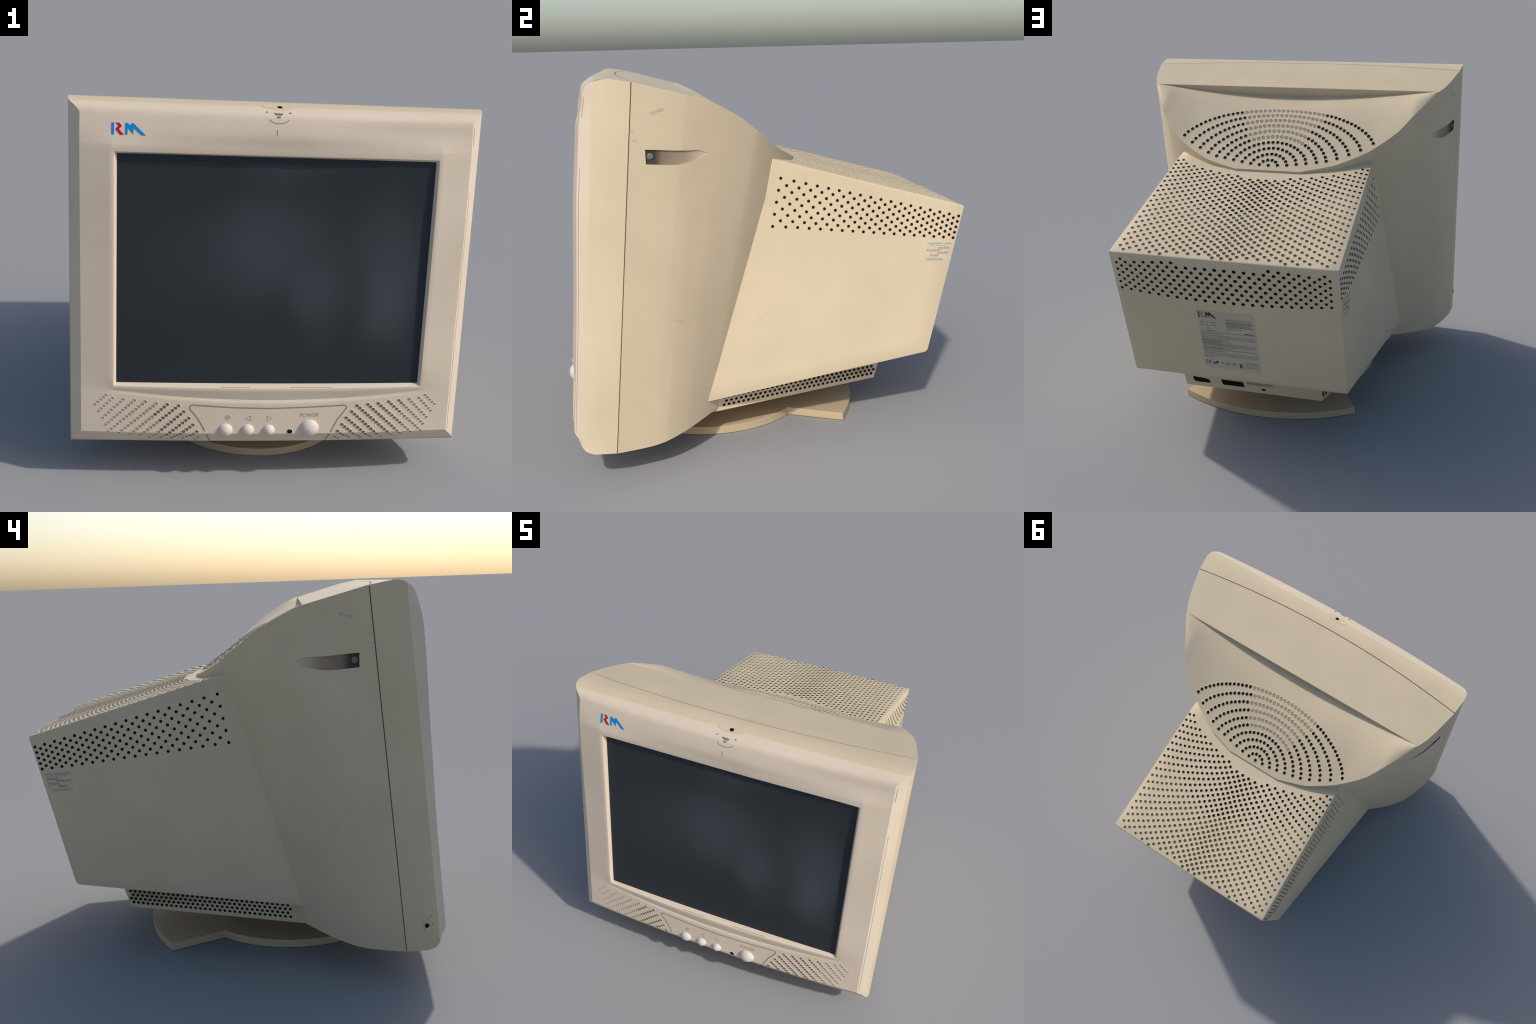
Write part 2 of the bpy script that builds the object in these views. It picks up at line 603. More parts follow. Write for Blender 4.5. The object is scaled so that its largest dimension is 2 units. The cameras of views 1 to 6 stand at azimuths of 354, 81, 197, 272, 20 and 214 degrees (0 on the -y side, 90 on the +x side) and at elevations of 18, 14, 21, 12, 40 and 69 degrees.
wall = [groove(u)[0] for u in ucols]
lip = [groove(u)[1] for u in ucols]
cre = [Vector((u * TX, -0.323, 1.724)) for u in ucols]
s.grid([cre, wall, lip])
panel = []
NB = 16
for k in range(NB + 1):
    t = k / NB
    row = []
    for a, b in zip(lip, rear_edge):
        p = a.lerp(b, t)
        length = (b - a).length
        q = min(1.0, length / 0.55)
        p.z += 0.026 * q ** 0.6 * 4 * t * (1 - t) * lerp(1.25 - 0.5 * t, 1.5 - 1.35 * t, max(0.0, (q - 0.6) / 0.4))
        row.append(p)
    panel.append(row)
s.grid(panel)
# underside and front closing face
s.grid([[mirror(p).lerp(p, j / NT) for j in range(NT + 1)] for p in lr])
front_top = [Vector(p) for p in roof[0]]
fl, fr = low_loop[-1], low_loop[0]
s.grid([front_top, [fl.lerp(fr, j / (len(ucols) - 1)) for j in range(len(ucols))]])
cover = make("rear_cover", s.v, s.f, M_BODY, root, smooth=34)

# --- scooped slots in both flanks, cut out of the cover
uncut = bvh_of(cover)


def flank_x(y, z):
    return cast(uncut, (1.5, y, z), (-1, 0, 0))[0].x


def slot_section(y):
    hi = float(np.interp(y, [-0.560, -0.512, -0.430, -0.362, -0.330, -0.290], [1.519, 1.515, 1.506, 1.501, 1.500, 1.484]))
    lo = float(np.interp(y, [-0.560, -0.500, -0.427, -0.370, -0.329, -0.290], [1.457, 1.450, 1.443, 1.447, 1.456, 1.480]))
    depth = float(np.interp(y, [-0.560, -0.50, -0.42, -0.34, -0.29], [0.008, 0.008, 0.007, 0.0045, 0.0015]))
    return hi, lo, depth


for sg in (1, -1):
    s = Soup()
    rows = []
    for y in np.linspace(-0.558, -0.290, 16):
        hi, lo, d = slot_section(y)
        x0 = flank_x(y, (hi + lo) / 2)
        row = []
        for i in range(20):
            a = 2 * math.pi * i / 20
            ca, sa = math.cos(a), math.sin(a)
            pw = lambda c: math.copysign(abs(c) ** 0.6, c)
            row.append((sg * (x0 + d * pw(ca)), float(y), (hi + lo) / 2 + (hi - lo) / 2 * pw(sa)))
        row.append(row[0])
        rows.append(row)
    s.grid(rows)
    s.poly(rows[0][:-1])
    s.poly(rows[-1][:-1])
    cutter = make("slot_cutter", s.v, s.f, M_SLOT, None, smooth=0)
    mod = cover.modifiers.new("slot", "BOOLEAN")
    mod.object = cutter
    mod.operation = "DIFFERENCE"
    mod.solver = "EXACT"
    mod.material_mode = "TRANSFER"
    dg = bpy.context.evaluated_depsgraph_get()
    new = bpy.data.meshes.new_from_object(cover.evaluated_get(dg))
    cover.modifiers.clear()
    cover.data = new
    bpy.data.objects.remove(cutter)
new.name = "rear_cover"
for p in cover.data.polygons:
    p.use_smooth = True
cover.data.set_sharp_from_angle(angle=math.radians(34))
cov = bvh_of(cover)
wn = cover.modifiers.new("even_shading", "WEIGHTED_NORMAL")
wn.keep_sharp = True
wn.weight = 80

for sg in (1, -1):                                   # screw at the front end of each slot
    s = Soup()
    x0 = sg * (flank_x(-0.54, 1.488) - 0.0125)
    rows = []
    for k, r in [(0, 0.0145), (0.006, 0.0145), (0.010, 0.0105), (0.0105, 0.004), (0.007, 0.001)]:
        rows.append([(x0 + sg * k, -0.540 + r * math.cos(a), 1.488 + r * math.sin(a)) for a in np.linspace(0, 2 * math.pi, 17)])
    s.grid(rows)
    make("slot_screw", s.v, s.f, M_STEEL, cover, smooth=40)

# ------------------------------------------------------------------ rear housing (perforated box)
# Corners: A upper front, B upper back, C lower back, D lower front. The flanks are folded quads:
# the right one is creased inwards along K-C, the left one outwards along B-D.
A_ = Vector((0.558, 0.050, 1.407))
B_ = Vector((0.587, 1.0020, 1.137))
C_ = Vector((0.585, 0.826, 0.3855))
KR = Vector((0.558, 0.008, 1.222))                   # the right flank flares outwards below this point
DR = Vector((0.703, -0.330, 0.264))
DL = Vector((0.686, -0.300, 0.287))
bm = bmesh.new()


def patch(p, q, r, n):
    """Finely divided triangle."""
    idx = {}
    for i in range(n + 1):
        for j in range(n + 1 - i):
            idx[i, j] = bm.verts.new(p + (q - p) * (i / n) + (r - p) * (j / n))
    for i in range(n):
        for j in range(n - i):
            bm.faces.new((idx[i, j], idx[i + 1, j], idx[i, j + 1]))
            if i + j < n - 1:
                bm.faces.new((idx[i + 1, j], idx[i + 1, j + 1], idx[i, j + 1]))


back = DR - C_
back.normalize()
fwd = (A_ - B_).normalized()
A2, D2 = A_ + back * 0.12, DR + back * 0.12          # run on into the hood
mA, mB, mC = mirror(A_), mirror(B_), mirror(C_)
mB.x, mC.x = -0.581, -0.583
mD = mirror(DL)
mA2, mD2 = mA + mirror(fwd) * 0.12, mD + mirror(fwd) * 0.12
n = 12
patch(A_, KR, B_, n)
patch(KR, C_, B_, n)
patch(KR, DR, C_, n)
K2 = KR + back * 0.12
bm.faces.new([bm.verts.new(v) for v in (A_, A2, K2, KR)])
bm.faces.new([bm.verts.new(v) for v in (KR, K2, D2, DR)])
patch(mB, mD, mA, n)
patch(mB, mC, mD, n)
bm.faces.new([bm.verts.new(v) for v in (mA, mD, mD2, mA2)])


def sheet(p0, p1, q0, q1, nu, nv, sag=None):
    g = [[bm.verts.new(p0.lerp(p1, j / nu).lerp(q0.lerp(q1, j / nu), i / nv) + (sag(j / nu, i / nv) if sag else Vector((0, 0, 0)))) for j in range(nu + 1)] for i in range(nv + 1)]
    for i in range(nv):
        for j in range(nu):
            bm.faces.new((g[i][j], g[i][j + 1], g[i + 1][j + 1], g[i + 1][j]))


def back_bow(u, v):
    """The back swells a little, most along its lower edge."""
    k = 1 - (2 * u - 1) ** 2
    return Vector((0, 0.004 * k * (1 - 0.6 * v), 0.0))


def edge_bow(which):
    return lambda u, v: back_bow(u, which) * v


sheet(mA, A_, mB, B_, 12, 12, edge_bow(0.0))
sheet(mD, DR, mC, C_, 12, 12, edge_bow(1.0))
sheet(mB, B_, mC, C_, 12, 12, back_bow)
sheet(mA2, A2, mA, A_, 1, 1)
sheet(mD2, D2, mD, DR, 1, 1)
bmesh.ops.remove_doubles(bm, verts=bm.verts, dist=0.0004)
bmesh.ops.recalc_face_normals(bm, faces=bm.faces)
on_line = lambda v, p, q: ((v.co - p).cross(q - p)).length / (q - p).length < 0.03


def edge_set(p, q, tol=0.03):
    """Edges of the mesh that lie along the line p-q and separate two clearly different faces."""
    out = []
    for e in bm.edges:
        if len(e.link_faces) == 2 and e.calc_face_angle(0) > 0.6 and all(on_line(v, p, q) for v in e.verts):
            out.append(e)
    return out


bmesh.ops.bevel(bm, geom=edge_set(mC, C_), offset=0.016, segments=3, profile=0.5, affect="EDGES", clamp_overlap=True)
bmesh.ops.bevel(bm, geom=edge_set(mB, B_), offset=0.010, segments=3, profile=0.5, affect="EDGES", clamp_overlap=True)
me = bpy.data.meshes.new("rear_housing")
bmesh.ops.recalc_face_normals(bm, faces=bm.faces)
bm.to_mesh(me)
bm.free()
me.materials.append(M_BODY)
finish(me, 38)
housing = bpy.data.objects.new("rear_housing", me)
COLL.objects.link(housing)
housing.parent = root
bev = housing.modifiers.new("edge", "BEVEL")
bev.width = 0.003
bev.segments = 2
bev.limit_method = "ANGLE"
bev.angle_limit = math.radians(50)
dg = bpy.context.evaluated_depsgraph_get()
me2 = bpy.data.meshes.new_from_object(housing.evaluated_get(dg))
housing.modifiers.clear()
housing.data = me2
me2.name = "rear_housing"
for p in me2.polygons:
    p.use_smooth = True
me2.set_sharp_from_angle(angle=math.radians(38))
hou = bvh_of(housing)

# ------------------------------------------------------------------ lower housing with the sockets
s = Soup()
# narrow at the back, flaring forwards until it is almost flush with the housing
prof = [(-0.47, 0.180, 0.60), (-0.30, 0.175, 0.628), (0.597, 0.190, 0.395), (0.628, 0.300, 0.40), (0.55, 0.36, 0.40), (-0.28, 0.285, 0.637), (-0.47, 0.29, 0.61)]
NXS = 8
rows = [[(lerp(-w, w, j / NXS), y, z) for j in range(NXS + 1)] for y, z, w in prof + [prof[0]]]
s.grid(rows)
for sg in (-1, 1):
    p = [(sg * w, y, z) for y, z, w in prof]
    s.poly([p[1], p[2], p[5]])
    s.poly([p[2], p[3], p[4], p[5]])
    s.poly([p[0], p[1], p[5], p[6]])
lower = make("lower_housing", s.v, s.f, M_BODY, root, smooth=30)
lob = bvh_of(lower)

# ------------------------------------------------------------------ swivel foot
ANG = math.radians(1.85)
FC = Vector((-0.006, -0.238, 0))


def foot_outline():
    pts = []
    a0 = math.atan2(0.362, 0.3615)
    n = 56
    start, stop = math.pi - a0, 2 * math.pi + a0
    for i in range(n + 1):                                   # round front lobe
        a = lerp(start, stop, i / n)
        pts.append((0.5115 * math.cos(a), 0.5115 * math.sin(a)))
    r = 0.935
    for i in range(25):                                      # flared rear lobe
        x = lerp(0.508, -0.508, i / 24)
        pts.append((x, 0.777 - r + math.sqrt(r * r - x * x)))
    return pts


def turn(p, z):
    x, y = p
    return (FC.x + x * math.cos(ANG) - y * math.sin(ANG), FC.y + x * math.sin(ANG) + y * math.cos(ANG), z)


ol = foot_outline()
s = Soup()
cx, cy = 0.0, 0.1
inset = lambda p, k: (p[0] - k * (p[0] - cx) / math.hypot(p[0] - cx, p[1] - cy), p[1] - k * (p[1] - cy) / math.hypot(p[0] - cx, p[1] - cy))
loops = [[turn(p, 0.0) for p in ol], [turn(p, 0.0372) for p in ol], [turn(inset(p, 0.0018), 0.0390) for p in ol]]
s.grid([lp + [lp[0]] for lp in loops])
s.poly(loops[-1])
s.poly(loops[0][::-1])
foot = make("swivel_foot", s.v, s.f, M_FOOT, root, smooth=30)

s = Soup()
rows = []
for r, z in [(0.291, 0.036), (0.300, 0.046), (0.322, 0.066), (0.352, 0.094), (0.375, 0.125), (0.380, 0.155), (0.30, 0.19), (0.0, 0.20)]:
    rows.append([(0.022 + r * math.cos(a), -0.245 + r * math.sin(a), z) for a in np.linspace(0, 2 * math.pi, 65)])
s.grid(rows)
make("swivel_socket", s.v, s.f, M_FOOT, foot, smooth=40)

# ------------------------------------------------------------------ vents
X, Y, Z = Vector((1, 0, 0)), Vector((0, 1, 0)), Vector((0, 0, 1))


def jig(a):
    return rng.uniform(-a, a)


# hood vents: concentric arcs round the tip; the middle of the outer arcs is closed by dimples
s = Soup()
END_X = [0.0, 0.052, 0.104, 0.156, 0.209, 0.264, 0.317, 0.373, 0.432, 0.491, 0.553]


def arc_points(half, y_end, y_mid, gap):
    if half < 0.01:
        return [(0.0, y_end)]
    b = y_end - y_mid
    r = (half * half + b * b) / (2 * b)
    xs_ = np.linspace(-half, half, 400)
    ell = y_end - b * np.sqrt(np.maximum(0, 1 - (xs_ / half * 0.995) ** 2))
    cir = y_mid + (r - np.sqrt(np.maximum(0, r * r - xs_ ** 2)))
    yy = 0.5 * ell + 0.5 * cir
    d = np.concatenate([[0], np.cumsum(np.hypot(np.diff(xs_), np.diff(yy)))])
    n = max(2, int(round(d[-1] / gap)))
    t = np.linspace(0, d[-1], n + 1)
    return list(zip(np.interp(t, d, xs_), np.interp(t, d, yy)))


for k, half in enumerate(END_X):
    y_end = float(np.interp(half, [0.0, 0.1, 0.21, 0.32, 0.37, 0.43, 0.49, 0.556], [0.190, 0.187, 0.171, 0.153, 0.136, 0.108, 0.077, 0.035]))
    y_mid = 0.193 - 0.0376 * k
    for x, y in arc_points(half, y_end, y_mid, 0.0272):
        h = cast(cov, *top_ray(x + jig(0.0008), y + jig(0.0008)))
        if not h or h[1].z < 0.3:
            continue
        blind = k > 4 and abs(x + 0.005) < 0.245 * (0.25 + 0.75 * k / 10)
        hole_disc(s, h[0], h[1], X, 0.0090, 0.0108, 2 if blind else 1)
vent = make("hood_vent_holes", s.v, s.f, None, cover, smooth=40, mats=[M_BODY, M_HOLE, M_BLIND], face_mats=s.m)
vent["kind"] = "stuff"

# housing roof: a staggered lattice whose rows swing round the hood
s = Soup()
for side in (1, -1):
    ys0 = [0.245 + 0.0412 * j for j in range(-16, 26)]
    col = [(0.0, y) for y in ys0]
    i = 0
    x = 0.0
    while x < 0.575:
        for (cx_, cy_) in col:
            lim = 0.290 - 0.55 * x * x
            edge = 0.5537 + 0.0256 * cy_ - 0.009
            if cy_ > lim and cy_ < 0.988 - 0.0 * x and x < edge and not (side < 0 and i == 0):
                h = cast(hou, *top_ray(side * x + jig(0.0008), cy_ + jig(0.0008)))
                if h and h[1].z > 0.5:
                    big = 1 - 0.2 * (x / 0.57)
                    deep_ = cy_ < 0.66 - 0.45 * abs(side * x - 0.1) + jig(0.03)
                    hole_disc(s, h[0], h[1], X, 0.0092 * big, 0.0098 * big, 1 if deep_ else 2)
        step_x = float(np.interp(x, [0, 0.15, 0.55], [0.0228, 0.0282, 0.0288]))
        nxt = []
        for (cx_, cy_) in col:
            m_front = float(np.interp(x, [0, 0.1, 0.2, 0.5], [0.90, 0.70, 0.52, 0.25]))
            m_back = float(np.interp(x, [0, 0.1, 0.2, 0.5], [0.90, 0.82, 0.74, 0.58]))
            t = min(1.0, max(0.0, (cy_ - 0.25) / 0.7))
            nxt.append((cx_ + step_x, cy_ + step_x * lerp(m_front, m_back, t)))
        col = nxt
        x += step_x
        i += 1
vent = make("roof_vent_holes", s.v, s.f, None, housing, smooth=40, mats=[M_BODY, M_HOLE, M_OLIVE], face_mats=s.m)
vent["kind"] = "stuff"


def bil(c00, c10, c01, c11, u, v):
    a = (lerp(c00[0], c10[0], u), lerp(c00[1], c10[1], u))
    b = (lerp(c01[0], c11[0], u), lerp(c01[1], c11[1], u))
    return lerp(a[0], b[0], v), lerp(a[1], b[1], v)


# flank vents
s = Soup()
for sg in (1, -1):
    for r in range(9):
        cols = 18 if r % 2 == 0 else 17
        for c in range(cols):
            u = (c + (0.5 if r % 2 else 0)) / 17
            u = u ** 0.93
            y, z = bil((0.084, 1.314), (0.974, 1.086), (0.037, 1.084), (0.948, 0.977), u, r / 8)
            h = cast(hou, (sg * 1.5, y, z), (-sg, 0, 0))
            if h:
                hole_disc(s, h[0], h[1], Y, 0.0078, 0.0078, 1, rim=False)
vent = make("flank_vent_holes", s.v, s.f, None, housing, smooth=40, mats=[M_BODY, M_HOLE], face_mats=s.m)
vent["kind"] = "stuff"

# back vents, rows spreading towards the middle
s = Soup()
for r in range(-1, 11):
    cols = 23 if r % 2 == 0 else 22
    for c in range(cols):
        u = (c + (0.5 if r % 2 else 0)) / 22
        w = 2 * u - 1
        x, zc = lerp(0.556, -0.536, u), 1.0025
        halfh = lerp(0.108, 0.0755, w * w)
        z = zc + halfh * (1 - r / 4)
        if r > 8:
            continue
        y_guess = 0.815 + (z - 0.391) * 0.235
        if z > 1.118 - 0.012:
            continue
        h = cast(hou, *back_ray(x, z))
        if h and h[1].y > 0.8:
            k = 1 - 0.22 * w * w
            hole_disc(s, h[0], h[1], X, 0.0094 * k, 0.0094 * k, 1)
vent = make("back_vent_holes", s.v, s.f, None, housing, smooth=40, mats=[M_BODY, M_HOLE], face_mats=s.m)
vent["kind"] = "stuff"

# lower housing vents
s = Soup()
for sg in (1, -1):
    for r in range(7):
        for c in range(34):
            y = -0.235 + 0.0255 * c + (0.0128 if r % 2 else 0)
            z = 0.177 + 0.0156 * (y + 0.30) + 0.021 * r + 0.026
            if y > 0.606:
                continue
            h = cast(lob, (sg * 1.5, y, z), (-sg, 0, 0))
            if h and abs(h[1].x) > 0.7:
                hole_disc(s, h[0], h[1], Y, 0.0078, 0.0078, 1, rim=False)
vent = make("lower_vent_holes", s.v, s.f, None, lower, smooth=40, mats=[M_BODY, M_HOLE], face_mats=s.m)
vent["kind"] = "stuff"

# loudspeaker-like hole rows beside the control panel
ROW_A = [(0.336, 0.230), (0.343, 0.270), (0.363, 0.304), (0.383, 0.338), (0.408, 0.370), (0.433, 0.400), (0.487, 0.405), (0.539, 0.409),
         (0.591, 0.417), (0.643, 0.422), (0.695, 0.427), (0.745, 0.432), (0.775, 0.446)]
ROW_B = [(0.352, 0.217), (0.408, 0.222), (0.465, 0.222), (0.517, 0.225), (0.570, 0.225), (0.622, 0.237), (0.672, 0.240), (0.714, 0.257),
         (0.765, 0.263), (0.776, 0.297), (0.791, 0.331), (0.810, 0.364), (0.827, 0.398)]
s = Soup()
for sg in (1, -1):
    for (xa, za), (xb, zb) in zip(ROW_A, ROW_B):
        n = max(1, int(round(math.hypot(xb - xa, zb - za) / 0.0192)))
        for i in range(n + 1):
            t = i / n
            x, z = lerp(xa, xb, t), lerp(za, zb, t)
            h = cast(bez, *front_ray(sg * x, z))
            if not h:
                continue
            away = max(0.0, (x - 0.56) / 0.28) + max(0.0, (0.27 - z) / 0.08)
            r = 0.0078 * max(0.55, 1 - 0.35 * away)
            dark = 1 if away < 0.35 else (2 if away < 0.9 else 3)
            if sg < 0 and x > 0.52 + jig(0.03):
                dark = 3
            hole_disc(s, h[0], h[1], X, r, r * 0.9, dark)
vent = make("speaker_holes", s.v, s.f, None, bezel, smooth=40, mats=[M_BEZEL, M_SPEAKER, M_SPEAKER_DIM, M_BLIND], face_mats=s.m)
vent["kind"] = "stuff"

# ------------------------------------------------------------------ control panel
s = Soup()
PANEL = [(-0.280, 0.205), (-0.318, 0.296), (-0.351, 0.349), (-0.377, 0.379), (-0.3815, 0.391), (-0.376, 0.400), (-0.366, 0.4035),
         (-0.164, 0.392), (0.0, 0.389), (0.164, 0.3935), (0.366, 0.4025), (0.377, 0.399), (0.3815, 0.389), (0.367, 0.368), (0.337, 0.328), (0.308, 0.266), (0.291, 0.205)]
ribbon(s, bez, PANEL, front_ray, 0.0062, 0.0009)
make("control_panel_seam", s.v, s.f, M_SPEAKER_DIM, bezel, smooth=30)


def dome(name, x, z, rx, rz, depth, mat):
    h = cast(bez, *front_ray(x, z))
    base = h[0].y
    s = Soup()
    rows = []
    for k in range(7):
        a = k / 6 * math.pi / 2
        r, d = math.cos(a), math.sin(a)
        rows.append([(x + rx * max(r, 0.001) * math.cos(b), base + 0.012 - (depth + 0.012) * d, z + rz * max(r, 0.001) * math.sin(b)) for b in np.linspace(0, 2 * math.pi, 29)])
    s.grid(rows)
    make(name, s.v, s.f, mat, bezel, smooth=60)
    c = Soup()                                       # shadow gap round the button
    ring = [(x + (rx * 0.97 + 0.004) * math.cos(b) + 0.002, z - 0.003 + (rz * 0.97 + 0.003) * math.sin(b)) for b in np.linspace(0, 2 * math.pi, 33)]
    ring = [p for p in ring if p[1] > 0.262]
    return ring


for bx, bz, br in [(-0.207, 0.276, 0.0385), (-0.1005, 0.277, 0.0350), (0.002, 0.277, 0.0325)]:
    dome("adjust_button", bx, bz, br, br * 0.95, 0.022, M_BUTTON)
dome("power_button", 0.200, 0.285, 0.0500, 0.0475, 0.027, M_BUTTON)

s = Soup()
h = cast(bez, *front_ray(0.106, 0.271))
hole_disc(s, h[0], h[1], X, 0.0125, 0.0105, 1, seg=18)
make("indicator_light", s.v, s.f, None, bezel, smooth=40, mats=[M_BEZEL, M_HOLE], face_mats=s.m)


def letters(text, size):
    """Outline polygons of built-in font letters, as a list of 2-D triangles."""
    cu = bpy.data.curves.new("t", "FONT")
    cu.body = text
    cu.size = size
    cu.align_x = "CENTER"
    ob = bpy.data.objects.new("t", cu)
    COLL.objects.link(ob)
    dg = bpy.context.evaluated_depsgraph_get()
    me = bpy.data.meshes.new_from_object(ob.evaluated_get(dg))
    tri = [[(me.vertices[v].co.x, me.vertices[v].co.y) for v in p.vertices] for p in me.polygons]
    bpy.data.objects.remove(ob)
    return tri


def print_on(s, bvh, tris, cx, cz, ray, flip=1, lift=0.001, mat=0):
    for t in tris:
        hits = [cast(bvh, *ray(cx + flip * x, cz + z)) for x, z in t]
        if all(hits):
            s.poly([h[0] + h[1] * lift for h in hits], mat)


s = Soup()
print_on(s, bez, letters("POWER", 0.0270), 0.199, 0.345, front_ray)
# left, right arrows and the menu diamond
ribbon(s, bez, [(-0.086, 0.350), (-0.113, 0.340), (-0.086, 0.327)], front_ray, 0.0045, 0.001, closed=True)
ribbon(s, bez, [(-0.006, 0.350), (0.018, 0.338), (-0.006, 0.326)], front_ray, 0.0045, 0.001, closed=True)
ribbon(s, bez, [(-0.210, 0.343), (-0.198, 0.355), (-0.186, 0.343), (-0.198, 0.331)], front_ray, 0.0055, 0.001, closed=True)
ribbon(s, bez, [(-0.204, 0.343), (-0.192, 0.343)], front_ray, 0.007, 0.001)
make("control_legend", s.v, s.f, M_INK, bezel, smooth=0)

# fine moulding lines on the screen lip and beside the right edge
s = Soup()
for xa, xb in [(-0.235, -0.095), (0.097, 0.30)]:
    ribbon(s, bez, [(xa, 0.4945), (xb, 0.4945)], front_ray, 0.0028, 0.0006)
ribbon(s, bez, [(0.9045, 1.745), (0.9045, 1.66)], front_ray, 0.0028, 0.0006)
ribbon(s, bez, [(0.9045, 1.45), (0.9045, 0.26)], front_ray, 0.0026, 0.0006)
make("moulding_line", s.v, s.f, M_SPEAKER_DIM, bezel, smooth=0)

s = Soup()
left_ray = lambda y, z: ((-1.5, y, z), (1, 0, 0))
for y, z, r, m in [(-0.849, 0.288, 0.0105, 1), (-0.856, 0.322, 0.0050, 2), (-0.874, 0.292, 0.0050, 2), (-0.842, 0.266, 0.0045, 2), (-0.868, 0.330, 0.0035, 2)]:
    h = cast(bez, *left_ray(y, z))
    hole_disc(s, h[0], h[1], Y, r, r, m, seg=14)
make("side_jack", s.v, s.f, None, bezel, smooth=40, mats=[M_BEZEL, M_HOLE, M_SCUFF], face_mats=s.m)

# ------------------------------------------------------------------ maker's mark, upper left
def mark(to_xy, s, bvh, ray, m_stem, m_bend, lift=0.0014):
    stem = [(0.03, 0.0), (0.10, 0.0), (0.10, 1.0), (0.03, 1.0)]
    bend = [(0.150, 0.985), (0.235, 1.0), (0.315, 0.74), (0.243, 0.505), (0.365, 0.02), (0.265, 0.02), (0.140, 0.44), (0.218, 0.72)]
    bend1 = [(0.145, 1.0), (0.240, 1.0), (0.318, 0.735), (0.220, 0.735)]
    bend2 = [(0.220, 0.735), (0.318, 0.735), (0.235, 0.47), (0.135, 0.47)]
    bend3 = [(0.135, 0.47), (0.235, 0.47), (0.375, 0.0), (0.265, 0.0)]
    m1 = [(0.410, 0.03), (0.475, 0.03), (0.475, 1.0), (0.410, 1.0)]
    m2 = [(0.475, 1.0), (0.475, 0.60), (0.635, 0.10), (0.635, 0.62)]
    m3 = [(0.575, 0.40), (0.635, 0.10), (0.650, 1.0), (0.575, 0.985)]
    m4 = [(0.640, 1.0), (0.575, 0.80), (0.865, 0.02), (0.985, 0.02)]
    for q in (stem, m1, m2, m3, m4):
        plate(s, bvh, [to_xy(*p) for p in q], ray, lift + 0.0001 * (q is m2) + 0.0002 * (q is m3) + 0.0003 * (q is m4), m_stem)
    for k, q in enumerate((bend1, bend2, bend3)):
        plate(s, bvh, [to_xy(*p) for p in q], ray, lift + 0.0001 * k, m_bend)


s = Soup()
mark(lambda a, b: (-0.7585 + 0.158 * a, 1.6705 + 0.0505 * b), s, bez, front_ray, 0, 1)
make("maker_mark", s.v, s.f, None, bezel, smooth=0, mats=[M_BLUE, M_RED], face_mats=s.m)

# ------------------------------------------------------------------ camera-clip socket at the top middle
s = Soup()
rows = []
for r, dz in [(1.06, 0.0006), (1.0, 0.0016), (0.9, 0.0008), (0.55, 0.0004), (0.15, 0.0003)]:
    row = []
    for a in np.linspace(0, 2 * math.pi, 41):
        x, y = -0.005 + 0.073 * r * math.cos(a), -0.764 + 0.022 * r * math.sin(a)
        h = cast(bez, *top_ray(x, y))
        row.append(h[0] + h[1] * dz)
    rows.append(row)
s.grid(rows)
h = cast(bez, *top_ray(-0.004, -0.767))
hole_disc(s, h[0], h[1], X, 0.0125, 0.0115, 1, rim=False, seg=16)
make("accessory_socket", s.v, s.f, None, bezel, smooth=40, mats=[M_BODY, M_HOLE], face_mats=s.m)

s = Soup()
plate(s, bez, [(-0.035, 1.7845), (0.006, 1.7830), (0.004, 1.7795), (-0.034, 1.7805)], front_ray, 0.0012, 0)
plate(s, bez, [(-0.031, 1.7800), (0.002, 1.7790), (-0.006, 1.7690), (-0.022, 1.7690)], front_ray, 0.0010, 1)
plate(s, bez, [(-0.023, 1.7690), (-0.005, 1.7690), (-0.008, 1.7655), (-0.020, 1.7655)], front_ray, 0.0011, 0)
for mx_, mz in [(-0.067, 1.787), (0.038, 1.786)]:
    h = cast(bez, *front_ray(mx_, mz))
    hole_disc(s, h[0], h[1], X, 0.0045, 0.0025, 2)
arc = [(-0.0125 + 0.047 * math.cos(a), 1.768 + 0.026 * math.sin(a)) for a in np.linspace(math.radians(200), math.radians(340), 15)]
ribbon(s, bez, arc, front_ray, 0.0035, 0.0008, 2)
ribbon(s, bez, [(-0.0205, 1.714), (-0.0205, 1.690)], front_ray, 0.0028, 0.0008, 2)
ribbon(s, bez, [(-0.0155, 1.716), (-0.0155, 1.690)], front_ray, 0.0050, 0.0012, 3)
make("accessory_catch", s.v, s.f, None, bezel, smooth=0, mats=[M_SPEAKER, M_SPEAKER_DIM, M_SPEAKER_DIM, M_LIP], face_mats=s.m)

# ------------------------------------------------------------------ rating label on the back
s = Soup()
LX0, LX1, LZ0, LZ1 = 0.168, -0.134, 0.465, 0.832
L = lambda a, b: (lerp(LX0, LX1, a), lerp(LZ1, LZ0, b))


def bar(a0, b0, a1, b1, mat, lift=0.0022):
    plate(s, hou, [L(a0, b0), L(a1, b0), L(a1, b1), L(a0, b1)], back_ray, lift, mat)


for i in range(8):
    for j in range(4):
        bar(i / 8, j / 4, (i + 1) / 8, (j + 1) / 4, 0, 0.0014)
mark(lambda a, b: L(0.015 + 0.33 * a, 0.115 - 0.098 * b), s, hou, back_ray, 1, 2, 0.0022)
word = random.Random(3)


def text_line(b, a0, a1, mat=2, hgt=0.013):
    a = a0
    while a < a1:
        w = word.uniform(0.02, 0.085)
        bar(a, b, min(a + w, a1), b + hgt, mat)
        a += w + 0.012


